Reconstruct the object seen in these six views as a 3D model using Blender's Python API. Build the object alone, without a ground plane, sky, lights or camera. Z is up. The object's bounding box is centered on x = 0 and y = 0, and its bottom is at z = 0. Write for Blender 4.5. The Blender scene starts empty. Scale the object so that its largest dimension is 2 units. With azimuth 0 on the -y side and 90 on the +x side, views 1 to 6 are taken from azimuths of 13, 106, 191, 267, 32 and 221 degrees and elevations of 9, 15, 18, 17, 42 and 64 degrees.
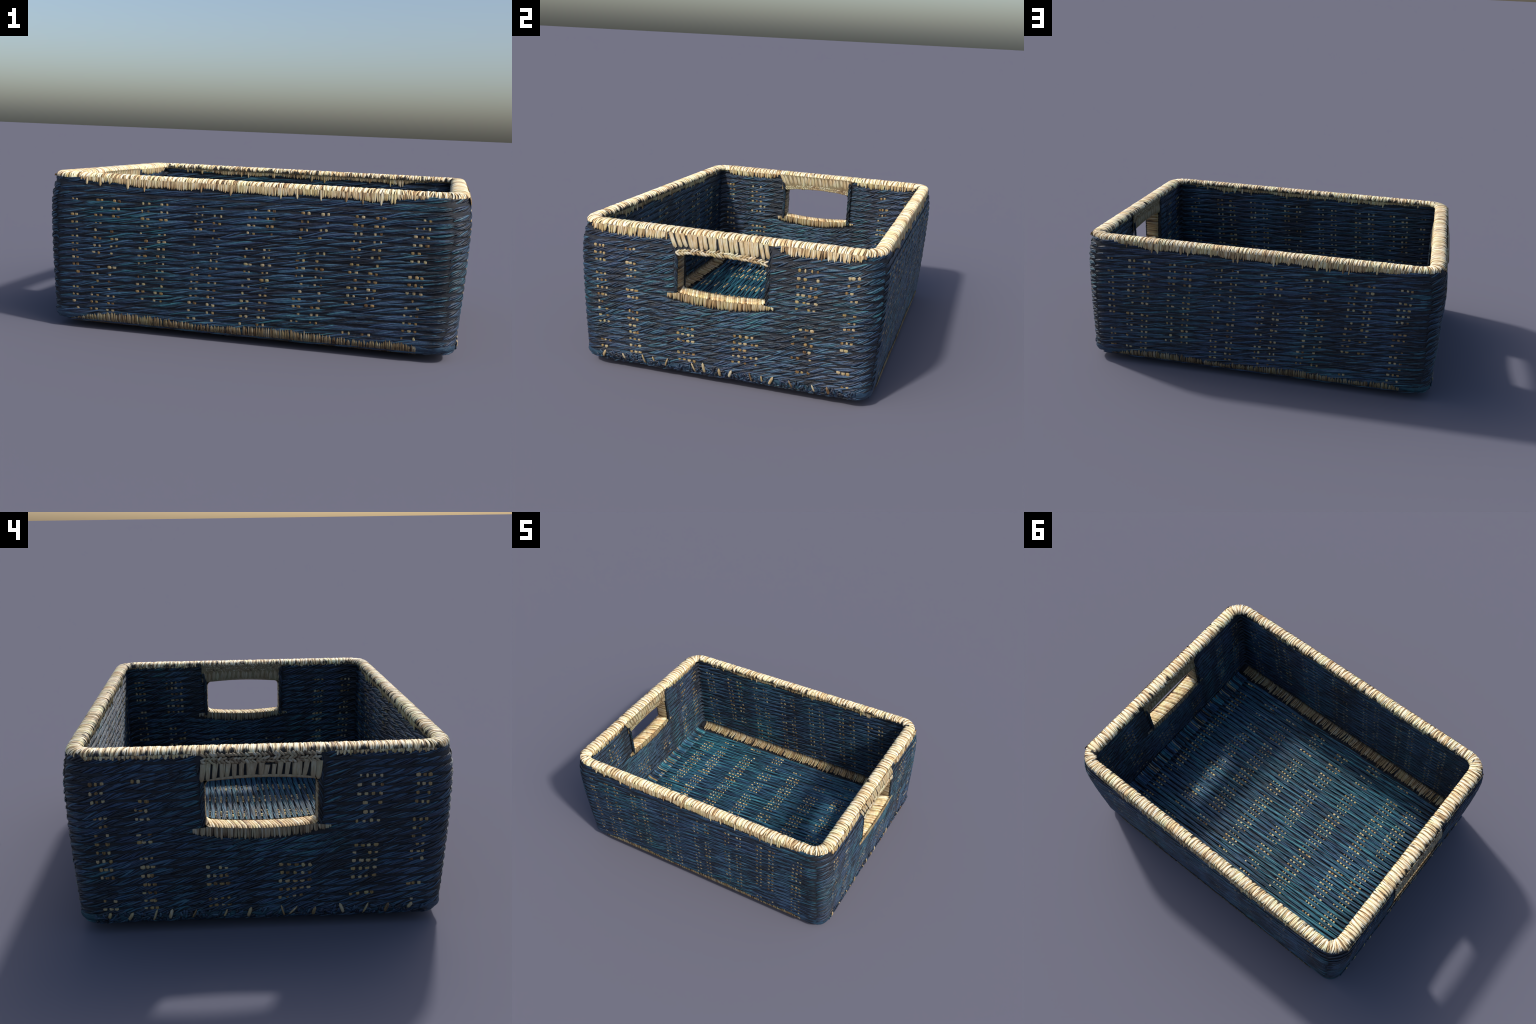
import bpy, math
import numpy as np

# ----------------------------------------------------------------------------
#  Rectangular storage basket woven from blue twisted seagrass rope, with a rim
#  and two hand holes wrapped in natural straw.  Metres, z up, long side on x.
# ----------------------------------------------------------------------------
A, B, H = 0.996, 0.761, 0.757        # largest half length, half width, height
Z_BULGE = 0.60                       # height where the walls are widest
IN_TOP, IN_BOT = 0.017, 0.034        # how far the wall draws in at rim / foot
FOOT_R, FOOT_RUN = 0.066, 0.25       # rounding of the foot: height and run
RC_TOP, RC_BOT = 0.135, 0.085        # corner radius, plan view
IA, IB, IRC = 0.902, 0.688, 0.028    # inner faces and inner corner radius
FLOOR_Z = 0.085
RIM_Z = 0.732                        # where the rim wrap begins
PITCH = 0.0352                       # weft row spacing on the walls
FPITCH = 0.0305                      # weft row spacing on the floor
HOLE_Y, HOLE_ZB, HOLE_ZT = 0.216, 0.452, 0.632

rng = np.random.default_rng(11)

# ---------------------------------------------------------------- helpers ---
class Mesh:
    """Collects vertices and quads, then becomes one object."""
    def __init__(self):
        self.v, self.f, self.n = [], [], 0
        self.slot, self.mi = 0, []

    def add(self, v, f):
        self.v.append(np.asarray(v, float).reshape(-1, 3))
        self.f.append(np.asarray(f, np.int64).reshape(-1, 4) + self.n)
        self.mi.append(np.full(len(self.f[-1]), self.slot, np.int32))
        self.n += len(self.v[-1])

    def grid(self, P, close_u=False, close_v=False):
        """P: (nu, nv, 3) lattice of points -> quads."""
        nu, nv = P.shape[:2]
        i = np.arange(nu if close_u else nu - 1)[:, None]
        j = np.arange(nv if close_v else nv - 1)[None, :]
        i2, j2 = (i + 1) % nu, (j + 1) % nv
        f = np.stack([i * nv + j, i2 * nv + j, i2 * nv + j2, i * nv + j2], -1)
        self.add(P, f)

    def tube(self, C, N, Bn, rn, rb, nprof=6, close=False, taper=True, phase=0.0):
        """Sweep an ellipse (rn along N, rb along Bn) along centres C."""
        m = len(C)
        th = np.linspace(0, 2 * np.pi, nprof, endpoint=False) + phase
        rn = np.broadcast_to(np.asarray(rn, float), (m,))[:, None, None]
        rb = np.broadcast_to(np.asarray(rb, float), (m,))[:, None, None]
        k = np.ones(m)
        if taper and not close:
            t = np.linspace(-1, 1, m)
            k = np.sqrt(np.clip(1 - np.abs(t) ** 6, 0.02, 1))
        k = k[:, None, None]
        P = C[:, None] + k * (rn * np.cos(th)[None, :, None] * N[:, None]
                              + rb * np.sin(th)[None, :, None] * Bn[:, None])
        self.grid(P, close_u=close, close_v=True)

    def strips(self, P):
        """P: (count, steps, profile, 3): many separate closed-profile strips."""
        c, st, pr = P.shape[:3]
        i = np.arange(c)[:, None, None] * st * pr
        j = np.arange(st - 1)[None, :, None] * pr
        k = np.arange(pr)[None, None, :]; k2 = (k + 1) % pr
        f = np.stack([i + j + k, i + j + pr + k, i + j + pr + k2, i + j + k2], -1)
        self.add(P, f)

    def build(self, name, mat, parent, smooth=True, kind=None):
        v = np.concatenate(self.v); f = np.concatenate(self.f)
        me = bpy.data.meshes.new(name)
        me.vertices.add(len(v)); me.vertices.foreach_set("co", v.ravel().astype(np.float32))
        me.loops.add(f.size); me.loops.foreach_set("vertex_index", f.ravel().astype(np.int32))
        me.polygons.add(len(f))
        me.polygons.foreach_set("loop_start", np.arange(0, f.size, 4, dtype=np.int32))
        me.update(calc_edges=True)
        me.polygons.foreach_set("use_smooth", np.full(len(f), smooth))
        for mt in (mat if isinstance(mat, (list, tuple)) else [mat]):
            me.materials.append(mt)
        me.polygons.foreach_set("material_index", np.concatenate(self.mi))
        ob = bpy.data.objects.new(name, me)
        bpy.context.scene.collection.objects.link(ob)
        ob.parent = parent
        if kind:
            ob["kind"] = kind
        return ob


def empty(name, parent=None):
    e = bpy.data.objects.new(name, None)
    bpy.context.scene.collection.objects.link(e)
    e.parent = parent
    return e


def wave(t, seed, n=5, f0=1.0, f1=7.0):
    """Smooth repeatable wobble in about [-1, 1]."""
    r = np.random.default_rng(seed)
    out = np.zeros_like(np.asarray(t, float))
    for _ in range(n):
        out += np.sin(t * r.uniform(f0, f1) * 2 * np.pi + r.uniform(0, 6.28)) * r.uniform(.5, 1)
    return out / n * 1.3


def unit(v):
    return v / np.maximum(np.linalg.norm(v, axis=-1, keepdims=True), 1e-9)


def inset(z):
    """How far the outer face lies inside the largest outline at height z."""
    z = np.asarray(z, float)
    t = np.clip((Z_BULGE - z) / Z_BULGE, 0, 1)
    i = np.where(z < Z_BULGE, IN_BOT * t ** 1.45,
                 IN_TOP * np.clip((z - Z_BULGE) / (RIM_Z - Z_BULGE), 0, 1.1) ** 2)
    k = np.clip((FOOT_R - z) / FOOT_R, 0, 1)
    return i + FOOT_RUN * (1 - np.sqrt(1 - k * k))


def outline(a, b, rc, step=0.008):
    """Rounded rectangle from the middle of the +x side, anticlockwise.
    Returns points (n,2), outward normals (n,2), arc length (n,)."""
    segs = []
    def line(p, q, nrm):
        n = max(int(np.hypot(*(np.subtract(q, p))) / step), 1)
        t = np.linspace(0, 1, n, endpoint=False)[:, None]
        segs.append((np.array(p) + t * (np.array(q) - np.array(p)), np.repeat([nrm], n, 0)))
    def arc(c, a0):
        n = max(int(rc * np.pi / 2 / step), 5)
        th = a0 + np.linspace(0, np.pi / 2, n, endpoint=False)
        d = np.stack([np.cos(th), np.sin(th)], -1)
        segs.append((np.array(c) + rc * d, d))
    line((a, 0), (a, b - rc), (1., 0.));            arc((a - rc, b - rc), 0)
    line((a - rc, b), (-a + rc, b), (0., 1.));      arc((-a + rc, b - rc), np.pi / 2)
    line((-a, b - rc), (-a, -b + rc), (-1., 0.));   arc((-a + rc, -b + rc), np.pi)
    line((-a + rc, -b), (a - rc, -b), (0., -1.));   arc((a - rc, -b + rc), 1.5 * np.pi)
    line((a, -b + rc), (a, 0), (1., 0.))
    p = np.concatenate([s[0] for s in segs]); n = np.concatenate([s[1] for s in segs])
    d = np.linalg.norm(np.roll(p, -1, 0) - p, axis=1)
    return p, n, np.concatenate([[0], np.cumsum(d)[:-1]])

# -------------------------------------------------------------- materials ---
def new_mat(name):
    m = bpy.data.materials.new(name); m.use_nodes = True
    nt = m.node_tree; nt.nodes.clear()
    out = nt.nodes.new("ShaderNodeOutputMaterial")
    bs = nt.nodes.new("ShaderNodeBsdfPrincipled")
    nt.links.new(bs.outputs[0], out.inputs[0])
    return m, nt, bs


def nd(nt, typ, **kw):
    n = nt.nodes.new(typ)
    for k, v in kw.items():
        setattr(n, k, v)
    return n


def noise(nt, vec, scale, stretch=(1, 1, 1), detail=3.0, rough=0.6, offset=(0, 0, 0)):
    mp = nd(nt, "ShaderNodeMapping")
    mp.inputs["Scale"].default_value = stretch
    mp.inputs["Location"].default_value = offset
    nt.links.new(vec, mp.inputs[0])
    n = nd(nt, "ShaderNodeTexNoise")
    n.inputs["Scale"].default_value = scale
    n.inputs["Detail"].default_value = detail
    n.inputs["Roughness"].default_value = rough
    nt.links.new(mp.outputs[0], n.inputs["Vector"])
    return n.outputs[0]


def ramp(nt, fac, stops, interp="LINEAR"):
    r = nd(nt, "ShaderNodeValToRGB")
    r.color_ramp.interpolation = interp
    el = r.color_ramp.elements
    while len(el) < len(stops):
        el.new(0.5)
    for e, (p, c) in zip(el, stops):
        e.position = p
        e.color = (*c, 1) if len(c) == 3 else c
    nt.links.new(fac, r.inputs[0])
    return r.outputs[0]


def mix(nt, fac, a, b, blend="MIX"):
    m = nd(nt, "ShaderNodeMix", data_type="RGBA", blend_type=blend)
    for sock, val in ((m.inputs[0], fac), (m.inputs[6], a), (m.inputs[7], b)):
        if isinstance(val, (int, float)):
            sock.default_value = val
        elif isinstance(val, tuple):
            sock.default_value = (*val, 1)
        else:
            nt.links.new(val, sock)
    return m.outputs[2]


def math_node(nt, op, a, b=None, c=None, clamp=False):
    m = nd(nt, "ShaderNodeMath", operation=op, use_clamp=clamp)
    for i, v in enumerate((a, b, c)):
        if v is None:
            continue
        if isinstance(v, (int, float)):
            m.inputs[i].default_value = v
        else:
            nt.links.new(v, m.inputs[i])
    return m.outputs[0]


def bump(nt, bs, h, strength, dist):
    b = nd(nt, "ShaderNodeBump")
    b.inputs["Strength"].default_value = strength
    b.inputs["Distance"].default_value = dist
    nt.links.new(h, b.inputs["Height"])
    nt.links.new(b.outputs[0], bs.inputs["Normal"])


def rope_material(name, along, teal=0.0, gain=1.0):
    """Dyed seagrass: navy, deep blue and teal; every strand has its own tone,
    with fine streaks along the rope.  along: 'x' or 'xy' (walls)."""
    m, nt, bs = new_mat(name)
    tc = nd(nt, "ShaderNodeTexCoord"); P = tc.outputs["Object"]
    st = {"x": (0.22, 1, 1), "xy": (0.35, 0.35, 1.0)}[along]
    n1 = noise(nt, P, 60, st, 3, 0.62)
    n2 = noise(nt, P, 190, st, 3, 0.65, (3, 1, 7))
    n3 = noise(nt, P, 2.3, (1, 1, 1), 2, 0.5, (5, 2, 1))
    n4 = noise(nt, P, 20, st, 2, 0.5, (9, 4, 2))
    isl = nd(nt, "ShaderNodeNewGeometry").outputs["Random Per Island"]
    t = math_node(nt, "ADD", math_node(nt, "MULTIPLY", n1, 0.42), math_node(nt, "MULTIPLY", n2, 0.26))
    t = math_node(nt, "ADD", t, math_node(nt, "MULTIPLY", isl, 0.36))
    g = gain
    def shades(*cols):
        return [(p, tuple(x * g for x in c)) for p, c in zip((0.30, 0.42, 0.53, 0.64, 0.78), cols)]
    blue = ramp(nt, t, shades((.0035, .005, .008), (.006, .012, .025), (.012, .032, .068), (.021, .063, .124), (.060, .130, .185)))
    tealc = ramp(nt, t, shades((.004, .007, .010), (.006, .020, .032), (.010, .046, .070), (.016, .092, .128), (.050, .185, .205)))
    indigo = ramp(nt, t, shades((.004, .005, .010), (.008, .012, .030), (.014, .025, .062), (.024, .048, .110), (.055, .092, .165)))
    own = math_node(nt, "FRACT", math_node(nt, "MULTIPLY", isl, 17.3))
    ft = math_node(nt, "ADD", math_node(nt, "MULTIPLY", n3, 0.55), math_node(nt, "MULTIPLY", n4, 0.25))
    ft = math_node(nt, "ADD", math_node(nt, "ADD", ft, teal), math_node(nt, "MULTIPLY", own, 0.28))
    mt = ramp(nt, ft, [(0.60, (0, 0, 0)), (0.76, (1, 1, 1))])
    mi = ramp(nt, ft, [(0.42, (.8, .8, .8)), (0.52, (0, 0, 0))])
    c = mix(nt, mi, mix(nt, mt, blue, tealc), indigo)
    # worn, undyed flecks
    fl = ramp(nt, noise(nt, P, 75, (0.5, 0.5, 1), 2, 0.5, (4, 4, 9)), [(0.70, (0, 0, 0)), (0.76, (.5, .5, .5))])
    c = mix(nt, fl, c, (.10 * g, .12 * g, .11 * g))
    nt.links.new(c, bs.inputs["Base Color"])
    bs.inputs["Roughness"].default_value = 0.50
    bs.inputs["Specular IOR Level"].default_value = 0.5
    bump(nt, bs, math_node(nt, "ADD", n2, n1), 0.6, 0.005)
    return m


def straw_material(name, stretch=(1, 1, 1), scale=120, tone=1.0, warm=0.0, dark_mask=None, var=1.0, grey=0.0, tint=None, fleck=None):
    """Natural straw.  stretch: low number along the straw.  dark_mask(nt, P)
    may give a 0..1 socket where shadow is painted onto the straw."""
    m, nt, bs = new_mat(name)
    tc = nd(nt, "ShaderNodeTexCoord"); P = tc.outputs["Object"]
    isl = nd(nt, "ShaderNodeNewGeometry").outputs["Random Per Island"]
    n1 = noise(nt, P, scale, stretch, 4, 0.65)
    n2 = noise(nt, P, 14, (1, 1, 1), 2, 0.5, (2, 7, 4))
    t = math_node(nt, "ADD", math_node(nt, "MULTIPLY", n1, 0.75), math_node(nt, "MULTIPLY", isl, 0.42 * var))
    t = math_node(nt, "ADD", t, math_node(nt, "MULTIPLY", math_node(nt, "SUBTRACT", n2, 0.5), 0.35))
    k = tone
    c = ramp(nt, t, [(0.26, (.07 * k, .040 * k, .016 * k)), (0.40, (.33 * k, .20 * k, .09 * k)),
                     (0.52, (.61 * k, .44 * k, .215 * k)), (0.68, (.78 * k, .61 * k, .335 * k)),
                     (0.84, (.95 * k, .86 * k, .66 * k))])
    hue = ramp(nt, n2, [(0.35, (1.04, .97, .92)), (0.5, (1, 1, 1)), (0.66, (.95, 1.0, .86))])
    c = mix(nt, 1.0, c, hue, "MULTIPLY")
    if fleck:
        fl = noise(nt, P, 62, tuple(0.3 + 0.7 * q for q in fleck), 3, 0.7, (6, 3, 8))
        c = mix(nt, ramp(nt, fl, [(0.60, (0, 0, 0)), (0.72, (.65, .65, .65))]), c, (.20, .11, .045))
    if tint:
        c = mix(nt, 1.0, c, tint, "MULTIPLY")
    if grey:
        bw = nd(nt, "ShaderNodeRGBToBW"); nt.links.new(c, bw.inputs[0])
        c = mix(nt, grey, c, bw.outputs[0])
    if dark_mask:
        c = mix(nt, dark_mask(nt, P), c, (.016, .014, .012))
    nt.links.new(c, bs.inputs["Base Color"])
    bs.inputs["Roughness"].default_value = 0.55
    bs.inputs["Specular IOR Level"].default_value = 0.45
    bump(nt, bs, n1, 0.5, 0.004)
    return m


def plain_dark(name, col):
    m, nt, bs = new_mat(name)
    P = nd(nt, "ShaderNodeTexCoord").outputs["Object"]
    n = noise(nt, P, 60, (0.4, 0.4, 1), 3)
    c = ramp(nt, n, [(0.35, tuple(x * 0.5 for x in col)), (0.65, tuple(x * 1.5 for x in col))])
    nt.links.new(c, bs.inputs["Base Color"])
    bs.inputs["Roughness"].default_value = 0.75
    bump(nt, bs, n, 0.5, 0.005)
    return m


def rim_painted_shadow(axis, sign_in):
    """Baked shadow painted low on one flank of a rim side.  axis 0/1: the coordinate
    across the rim, sign_in: +1 if the shadow lies towards larger values."""
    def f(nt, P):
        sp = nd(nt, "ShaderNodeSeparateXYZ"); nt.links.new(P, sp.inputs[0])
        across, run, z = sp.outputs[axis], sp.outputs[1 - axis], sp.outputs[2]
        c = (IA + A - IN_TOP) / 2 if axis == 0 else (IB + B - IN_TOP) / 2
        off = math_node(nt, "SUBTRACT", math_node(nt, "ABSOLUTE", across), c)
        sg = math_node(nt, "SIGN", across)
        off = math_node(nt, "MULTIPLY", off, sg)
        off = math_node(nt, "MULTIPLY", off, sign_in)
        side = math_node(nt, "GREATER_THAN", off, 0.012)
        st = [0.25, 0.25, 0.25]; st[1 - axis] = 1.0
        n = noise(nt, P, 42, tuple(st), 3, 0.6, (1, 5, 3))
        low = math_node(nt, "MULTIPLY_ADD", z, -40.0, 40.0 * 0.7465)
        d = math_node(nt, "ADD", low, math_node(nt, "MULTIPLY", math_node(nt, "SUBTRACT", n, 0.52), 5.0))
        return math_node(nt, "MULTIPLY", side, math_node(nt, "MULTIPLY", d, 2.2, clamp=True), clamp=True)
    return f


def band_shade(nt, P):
    """Corner occlusion baked into the band colour where it climbs the wall."""
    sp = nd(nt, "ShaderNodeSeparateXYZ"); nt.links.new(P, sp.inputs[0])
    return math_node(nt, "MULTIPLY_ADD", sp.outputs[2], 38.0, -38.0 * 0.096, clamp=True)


MAT_ROPE = rope_material("blue_rope", "xy", gain=0.95, teal=0.04)
MAT_ROPE_FLOOR = rope_material("blue_floor_rope", "x", teal=0.15, gain=1.75)  # gain raised to lighten the floor for its sunlit sheen
MAT_HEM = rope_material("dark_hem_rope", "xy", gain=0.45)
MAT_CORE = plain_dark("dark_weave_core", (.006, .009, .016))  # near-black colour deepens the shadow in the shallow gaps between rows
MAT_STAKE = straw_material("warp_straw", (1, 1, .3), 160, 0.37, var=1.6, tint=(1.0, .90, .70))
MAT_STAKE_FLOOR = straw_material("floor_warp_straw", (1, .3, 1), 160, 0.68, var=1.5, tint=(1.0, .88, .62))
MAT_FOOT_BLUE = rope_material("blue_foot_weave", "xy", gain=0.7)
MAT_FRINGE = straw_material("fringe_straw", (1, 1, .12), 110, 0.60)
MAT_GRIP = straw_material("grip_straw", (1, 1, .15), 110, 0.50, var=1.4)
MAT_STITCH = straw_material("stitch_straw", (1, 1, .2), 110, 0.40)
MAT_DRAPE = straw_material("drape_straw", (1, 1, .15), 110, 0.46)
MAT_GRIP_GREY = straw_material("grey_grip_straw", (1, 1, .15), 110, 0.40, grey=0.22)  # greyed and darkened for skylit shade on faces looking to -x
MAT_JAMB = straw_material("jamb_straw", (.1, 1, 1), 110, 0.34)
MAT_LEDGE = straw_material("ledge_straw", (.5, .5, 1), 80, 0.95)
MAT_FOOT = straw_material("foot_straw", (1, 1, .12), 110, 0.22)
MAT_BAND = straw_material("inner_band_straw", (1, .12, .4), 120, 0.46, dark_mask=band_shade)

# ----------------------------------------------------------------- object ---
basket = empty("storage_basket")
basket["label"] = "rectangular blue woven rope basket with natural straw rim and handle holes"
basket["category"] = "storage basket"

# ---- core: the hidden body between the two layers of weave -------------------
CORE_IN = 0.0046                          # core face lies this far behind the rope face

def hole_top(y):
    return HOLE_ZT + 0.016 * np.clip(1 - (y / HOLE_Y) ** 2, 0, 1) ** 0.8

def hole_bottom(y):
    return HOLE_ZB - 0.013 * np.clip(1 - (y / HOLE_Y) ** 2, 0, 1)


def short_wall_skin(m, x_of_z, ymax_of_z, zs, sx):
    """Skin of a short wall with the hand hole left open."""
    he = HOLE_Y + 0.004
    z = np.linspace(zs[0], zs[1], 30)
    u = np.linspace(0, 1, 14)[:, None]
    for sy in (1, -1):
        Y = sy * (he + u * (ymax_of_z(z)[None] - he))
        Z = np.repeat(z[None], 14, 0)
        m.grid(np.stack([sx * x_of_z(Z), Y, Z], -1))
    ys = np.linspace(-he, he, 20)
    def patch(zl, zh, n):
        t = np.linspace(0, 1, n)
        zz = zl[:, None] * (1 - t) + zh[:, None] * t
        m.grid(np.stack([sx * x_of_z(zz), np.repeat(ys[:, None], n, 1), zz], -1))
    patch(np.full(20, zs[0]), hole_bottom(ys) - 0.006, 16)
    patch(hole_top(ys) + 0.004, np.full(20, zs[1]), 8)

core = Mesh()
foot_t = np.linspace(0.03, 1, 16)
foot_zs = FOOT_R * (1 - np.sqrt(1 - foot_t ** 2)) * 0.999
# rounded foot and underside (one closed skin)
rings = []
zs_foot = np.concatenate([FOOT_R * (1 - np.cos(np.linspace(0, np.pi / 2, 14))), [0.085, 0.10]])
ref_p, ref_n, ref_s = outline(A, B, RC_BOT, 0.02)
def ring(z, extra=0.0):
    i = float(inset(z)) + extra
    return np.c_[outline_scaled(A - i, B - i, max(RC_BOT + (RC_TOP - RC_BOT) * z / H - 0.4 * i, 0.03)),
                 np.full(len(ref_p), z)]
def outline_scaled(a, b, rc):
    """Same number of points as ref_p for any size, so rings can be lofted."""
    sx, sy = np.sign(ref_p[:, 0]), np.sign(ref_p[:, 1])
    cx, cy = A - RC_BOT, B - RC_BOT
    q = np.empty_like(ref_p)
    q[:, 0] = np.clip(ref_p[:, 0], -cx, cx) * (a - rc) / cx + rc * ref_n[:, 0]
    q[:, 1] = np.clip(ref_p[:, 1], -cy, cy) * (b - rc) / cy + rc * ref_n[:, 1]
    return q
foot = Mesh()
foot.grid(np.stack([ring(z, 0.0 if z <= FOOT_R else CORE_IN * min((z - FOOT_R) / 0.02, 1)) for z in zs_foot]), close_v=True)
r0 = ring(0.0)
under = [np.c_[r0[:, :2] * k, np.full(len(r0), 0.0)] for k in (1.0, 0.6, 0.02)]
foot.grid(np.stack(under), close_v=True)
base = empty("base", basket)
foot.build("foot_shell", MAT_FOOT_BLUE, base)

# outer skin: long walls and corners, then the short walls with the holes
zs_wall = np.linspace(0.085, RIM_Z + 0.004, 40)
oc = np.stack([ring(z, CORE_IN) for z in zs_wall])
keep = ~((np.abs(ref_n[:, 0]) > 0.999) & (np.abs(ref_p[:, 1]) < B - RC_BOT - 0.001))
keep_i = np.where(keep)[0]
runs = np.split(keep_i, np.where(np.diff(keep_i) > 1)[0] + 1)
for r in runs:
    lo, hi = max(r[0] - 1, 0), min(r[-1] + 2, len(ref_p))
    core.grid(oc[:, lo:hi])
def flat_end(z):
    """Where the flat part of a short wall ends and the corner begins."""
    i = inset(z) + CORE_IN
    return B - i - np.maximum(RC_BOT + (RC_TOP - RC_BOT) * z / H - 0.4 * i, 0.03) + 0.003
for sx in (1, -1):
    short_wall_skin(core, lambda z: A - inset(z) - CORE_IN, flat_end, (0.085, RIM_Z + 0.004), sx)
# inner skin
ip, inn, _ = outline(IA + CORE_IN, IB + CORE_IN, IRC + CORE_IN, 0.02)
zi = np.linspace(FLOOR_Z - 0.02, RIM_Z + 0.004, 30)
for yside in (1, -1):
    x = np.linspace(-IA - CORE_IN, IA + CORE_IN, 60)
    X, Z = np.meshgrid(x, zi, indexing="ij")
    core.grid(np.stack([X, np.full_like(X, yside * (IB + CORE_IN)), Z], -1))
for sx in (1, -1):
    short_wall_skin(core, lambda z: IA + CORE_IN + 0 * z, lambda z: IB + CORE_IN + 0 * z, (FLOOR_Z - 0.02, RIM_Z + 0.004), sx)
# floor slab under the floor ropes
X, Y = np.meshgrid(np.linspace(-IA - CORE_IN, IA + CORE_IN, 40), np.linspace(-IB - CORE_IN, IB + CORE_IN, 30), indexing="ij")
core.grid(np.stack([X, Y, np.full_like(X, FLOOR_Z - 0.0125)], -1))
core.build("weave_core", MAT_CORE, basket)

# ---- twisted ropes -----------------------------------------------------------
RB, RN = 0.0140, 0.0034              # rope half height, half depth

def twisted_rope(m, C, N, Bn, s, rn, rb, run, gap, seed, hand=1, half=0.0038, close=False, thick=0.0017, fat=None):
    """A rope: a dark heart wound with separate flattened strands.  Each strand
    climbs over the visible face within a length `run`; they follow each other
    every `gap`.  run and gap are arrays along s (the lay differs by wall)."""
    r = np.random.default_rng(seed)
    L = s[-1]
    m.slot = 1
    m.tube(C[::2] if not close else C, N[::2] if not close else N, Bn[::2] if not close else Bn,
           rn * 0.92, rb * 0.86, 8, close=close)
    m.slot = 0
    run = np.broadcast_to(np.asarray(run, float), s.shape); gap = np.broadcast_to(np.asarray(gap, float), s.shape)
    # strand positions: invert the running count of strands
    cnt = np.concatenate([[0], np.cumsum(np.diff(s) / gap[1:])])
    k = np.arange(-0.4, cnt[-1] + 0.6, 1.0)
    k = k + r.uniform(-.28, .28, len(k))
    sc = np.interp(k, cnt, s)
    n = len(sc)
    ru = np.interp(sc, s, run) * r.uniform(.65, 1.45, n)
    st, pr = 7, 5
    t = np.linspace(-0.5, 0.5, st)
    lo_ = np.maximum(-0.5, (0 - sc) / ru); hi_ = np.minimum(0.5, (L - sc) / ru)
    ok = hi_ - lo_ > 0.15                # strands cut short at the rope's ends
    sc, ru, lo_, hi_, n = sc[ok], ru[ok], lo_[ok], hi_[ok], int(ok.sum())
    t = lo_[:, None] + (hi_ - lo_)[:, None] * np.linspace(0, 1, st)[None]
    ss = np.clip(sc[:, None] + ru[:, None] * t, 0, L)
    ph = hand * (t * np.radians(150) * r.uniform(.75, 1.1, (n, 1)) + r.normal(0, .20, (n, 1)))
    f3 = lambda a: np.stack([np.interp(ss, s, a[:, i]) for i in range(3)], -1)
    c, nn, bb = f3(C), unit(f3(N)), unit(f3(Bn))
    k1 = np.interp(ss, s, fat) if fat is not None else 1.0
    lift = r.uniform(-.0008, .0014, (n, 1))
    co, si = np.cos(ph), np.sin(ph)
    X = c + nn * ((rn + lift) * co)[..., None] + bb * ((rb * k1 + lift) * si)[..., None]
    nor = unit(nn * (co / rn)[..., None] + bb * (si / rb)[..., None])
    T = unit(np.gradient(X, axis=1) + 1e-9)
    W = unit(np.cross(T, nor)); nor = np.cross(W, T)
    tt = np.linspace(-1, 1, st)
    env = np.sqrt(np.clip(1 - np.abs(tt) ** 2.6, 0.02, 1))[None]
    hw = half * r.uniform(.6, 1.5, (n, 1)) * env
    th_ = thick * r.uniform(.8, 1.25, (n, 1)) * (0.4 + 0.6 * env)
    a = np.linspace(0, 2 * np.pi, pr, endpoint=False)
    P = X[:, :, None] + nor[:, :, None] * (th_[..., None] * np.cos(a))[..., None] + W[:, :, None] * (hw[..., None] * np.sin(a))[..., None]
    m.strips(P)


WV = np.random.default_rng(5)
WAVES = [(int(k), WV.uniform(-16, 16), WV.uniform(0, 6.28), WV.uniform(.5, 1) / (1 + k / 22)) for k in WV.integers(2, 46, 16)]

def weave_wave(s, L, z0, shift=0.0):
    """Gentle waves shared by neighbouring rows, so that rows drift and pinch."""
    o = np.zeros_like(s)
    for k, g, p, a in WAVES:
        o += a * np.sin(2 * np.pi * k * s / L + g * z0 * 1.5 + p + shift)
    return o / 3.0


def row_height(z0, p, nrm, s, shift):
    """Height of a weft row along the wall, with the sag under the hand holes."""
    L = s[-1] + (s[1] - s[0])
    side = np.clip((np.abs(nrm[:, 0]) - 0.3) / 0.6, 0, 1)
    y = p[:, 1]
    ends = np.clip((0.735 - z0) / 0.1, 0.15, 1)
    own = (np.abs(nrm[:, 1]) > 0.9) & (np.abs(p[:, 0]) < 0.932)
    z = z0 + np.where(own, 0.0044, 0.0072) * weave_wave(s, L, z0, shift + np.where(own, 0, 2.1)) * ends
    z = z + 0.004 * np.where(own, -0.5, 0.5)
    if z0 < 0.435:
        z = z - side * 0.030 * np.exp(-(0.43 - z0) / 0.10) * np.exp(-(y / 0.24) ** 4)
    return z


ROWS = [0.0513 + PITCH * i for i in range(20)]
ROW_LINE = {}                        # (outer?, row) -> plan points and heights
HOLE_ROW = 0.428                     # rows above this stop at the hand holes
outer = empty("outer_wall", basket)
inner = empty("inner_wall", basket)

def split_runs(mask):
    idx = np.where(mask)[0]
    return np.split(idx, np.where(np.diff(idx) > 1)[0] + 1)

up = np.array([0, 0, 1.0])

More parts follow.
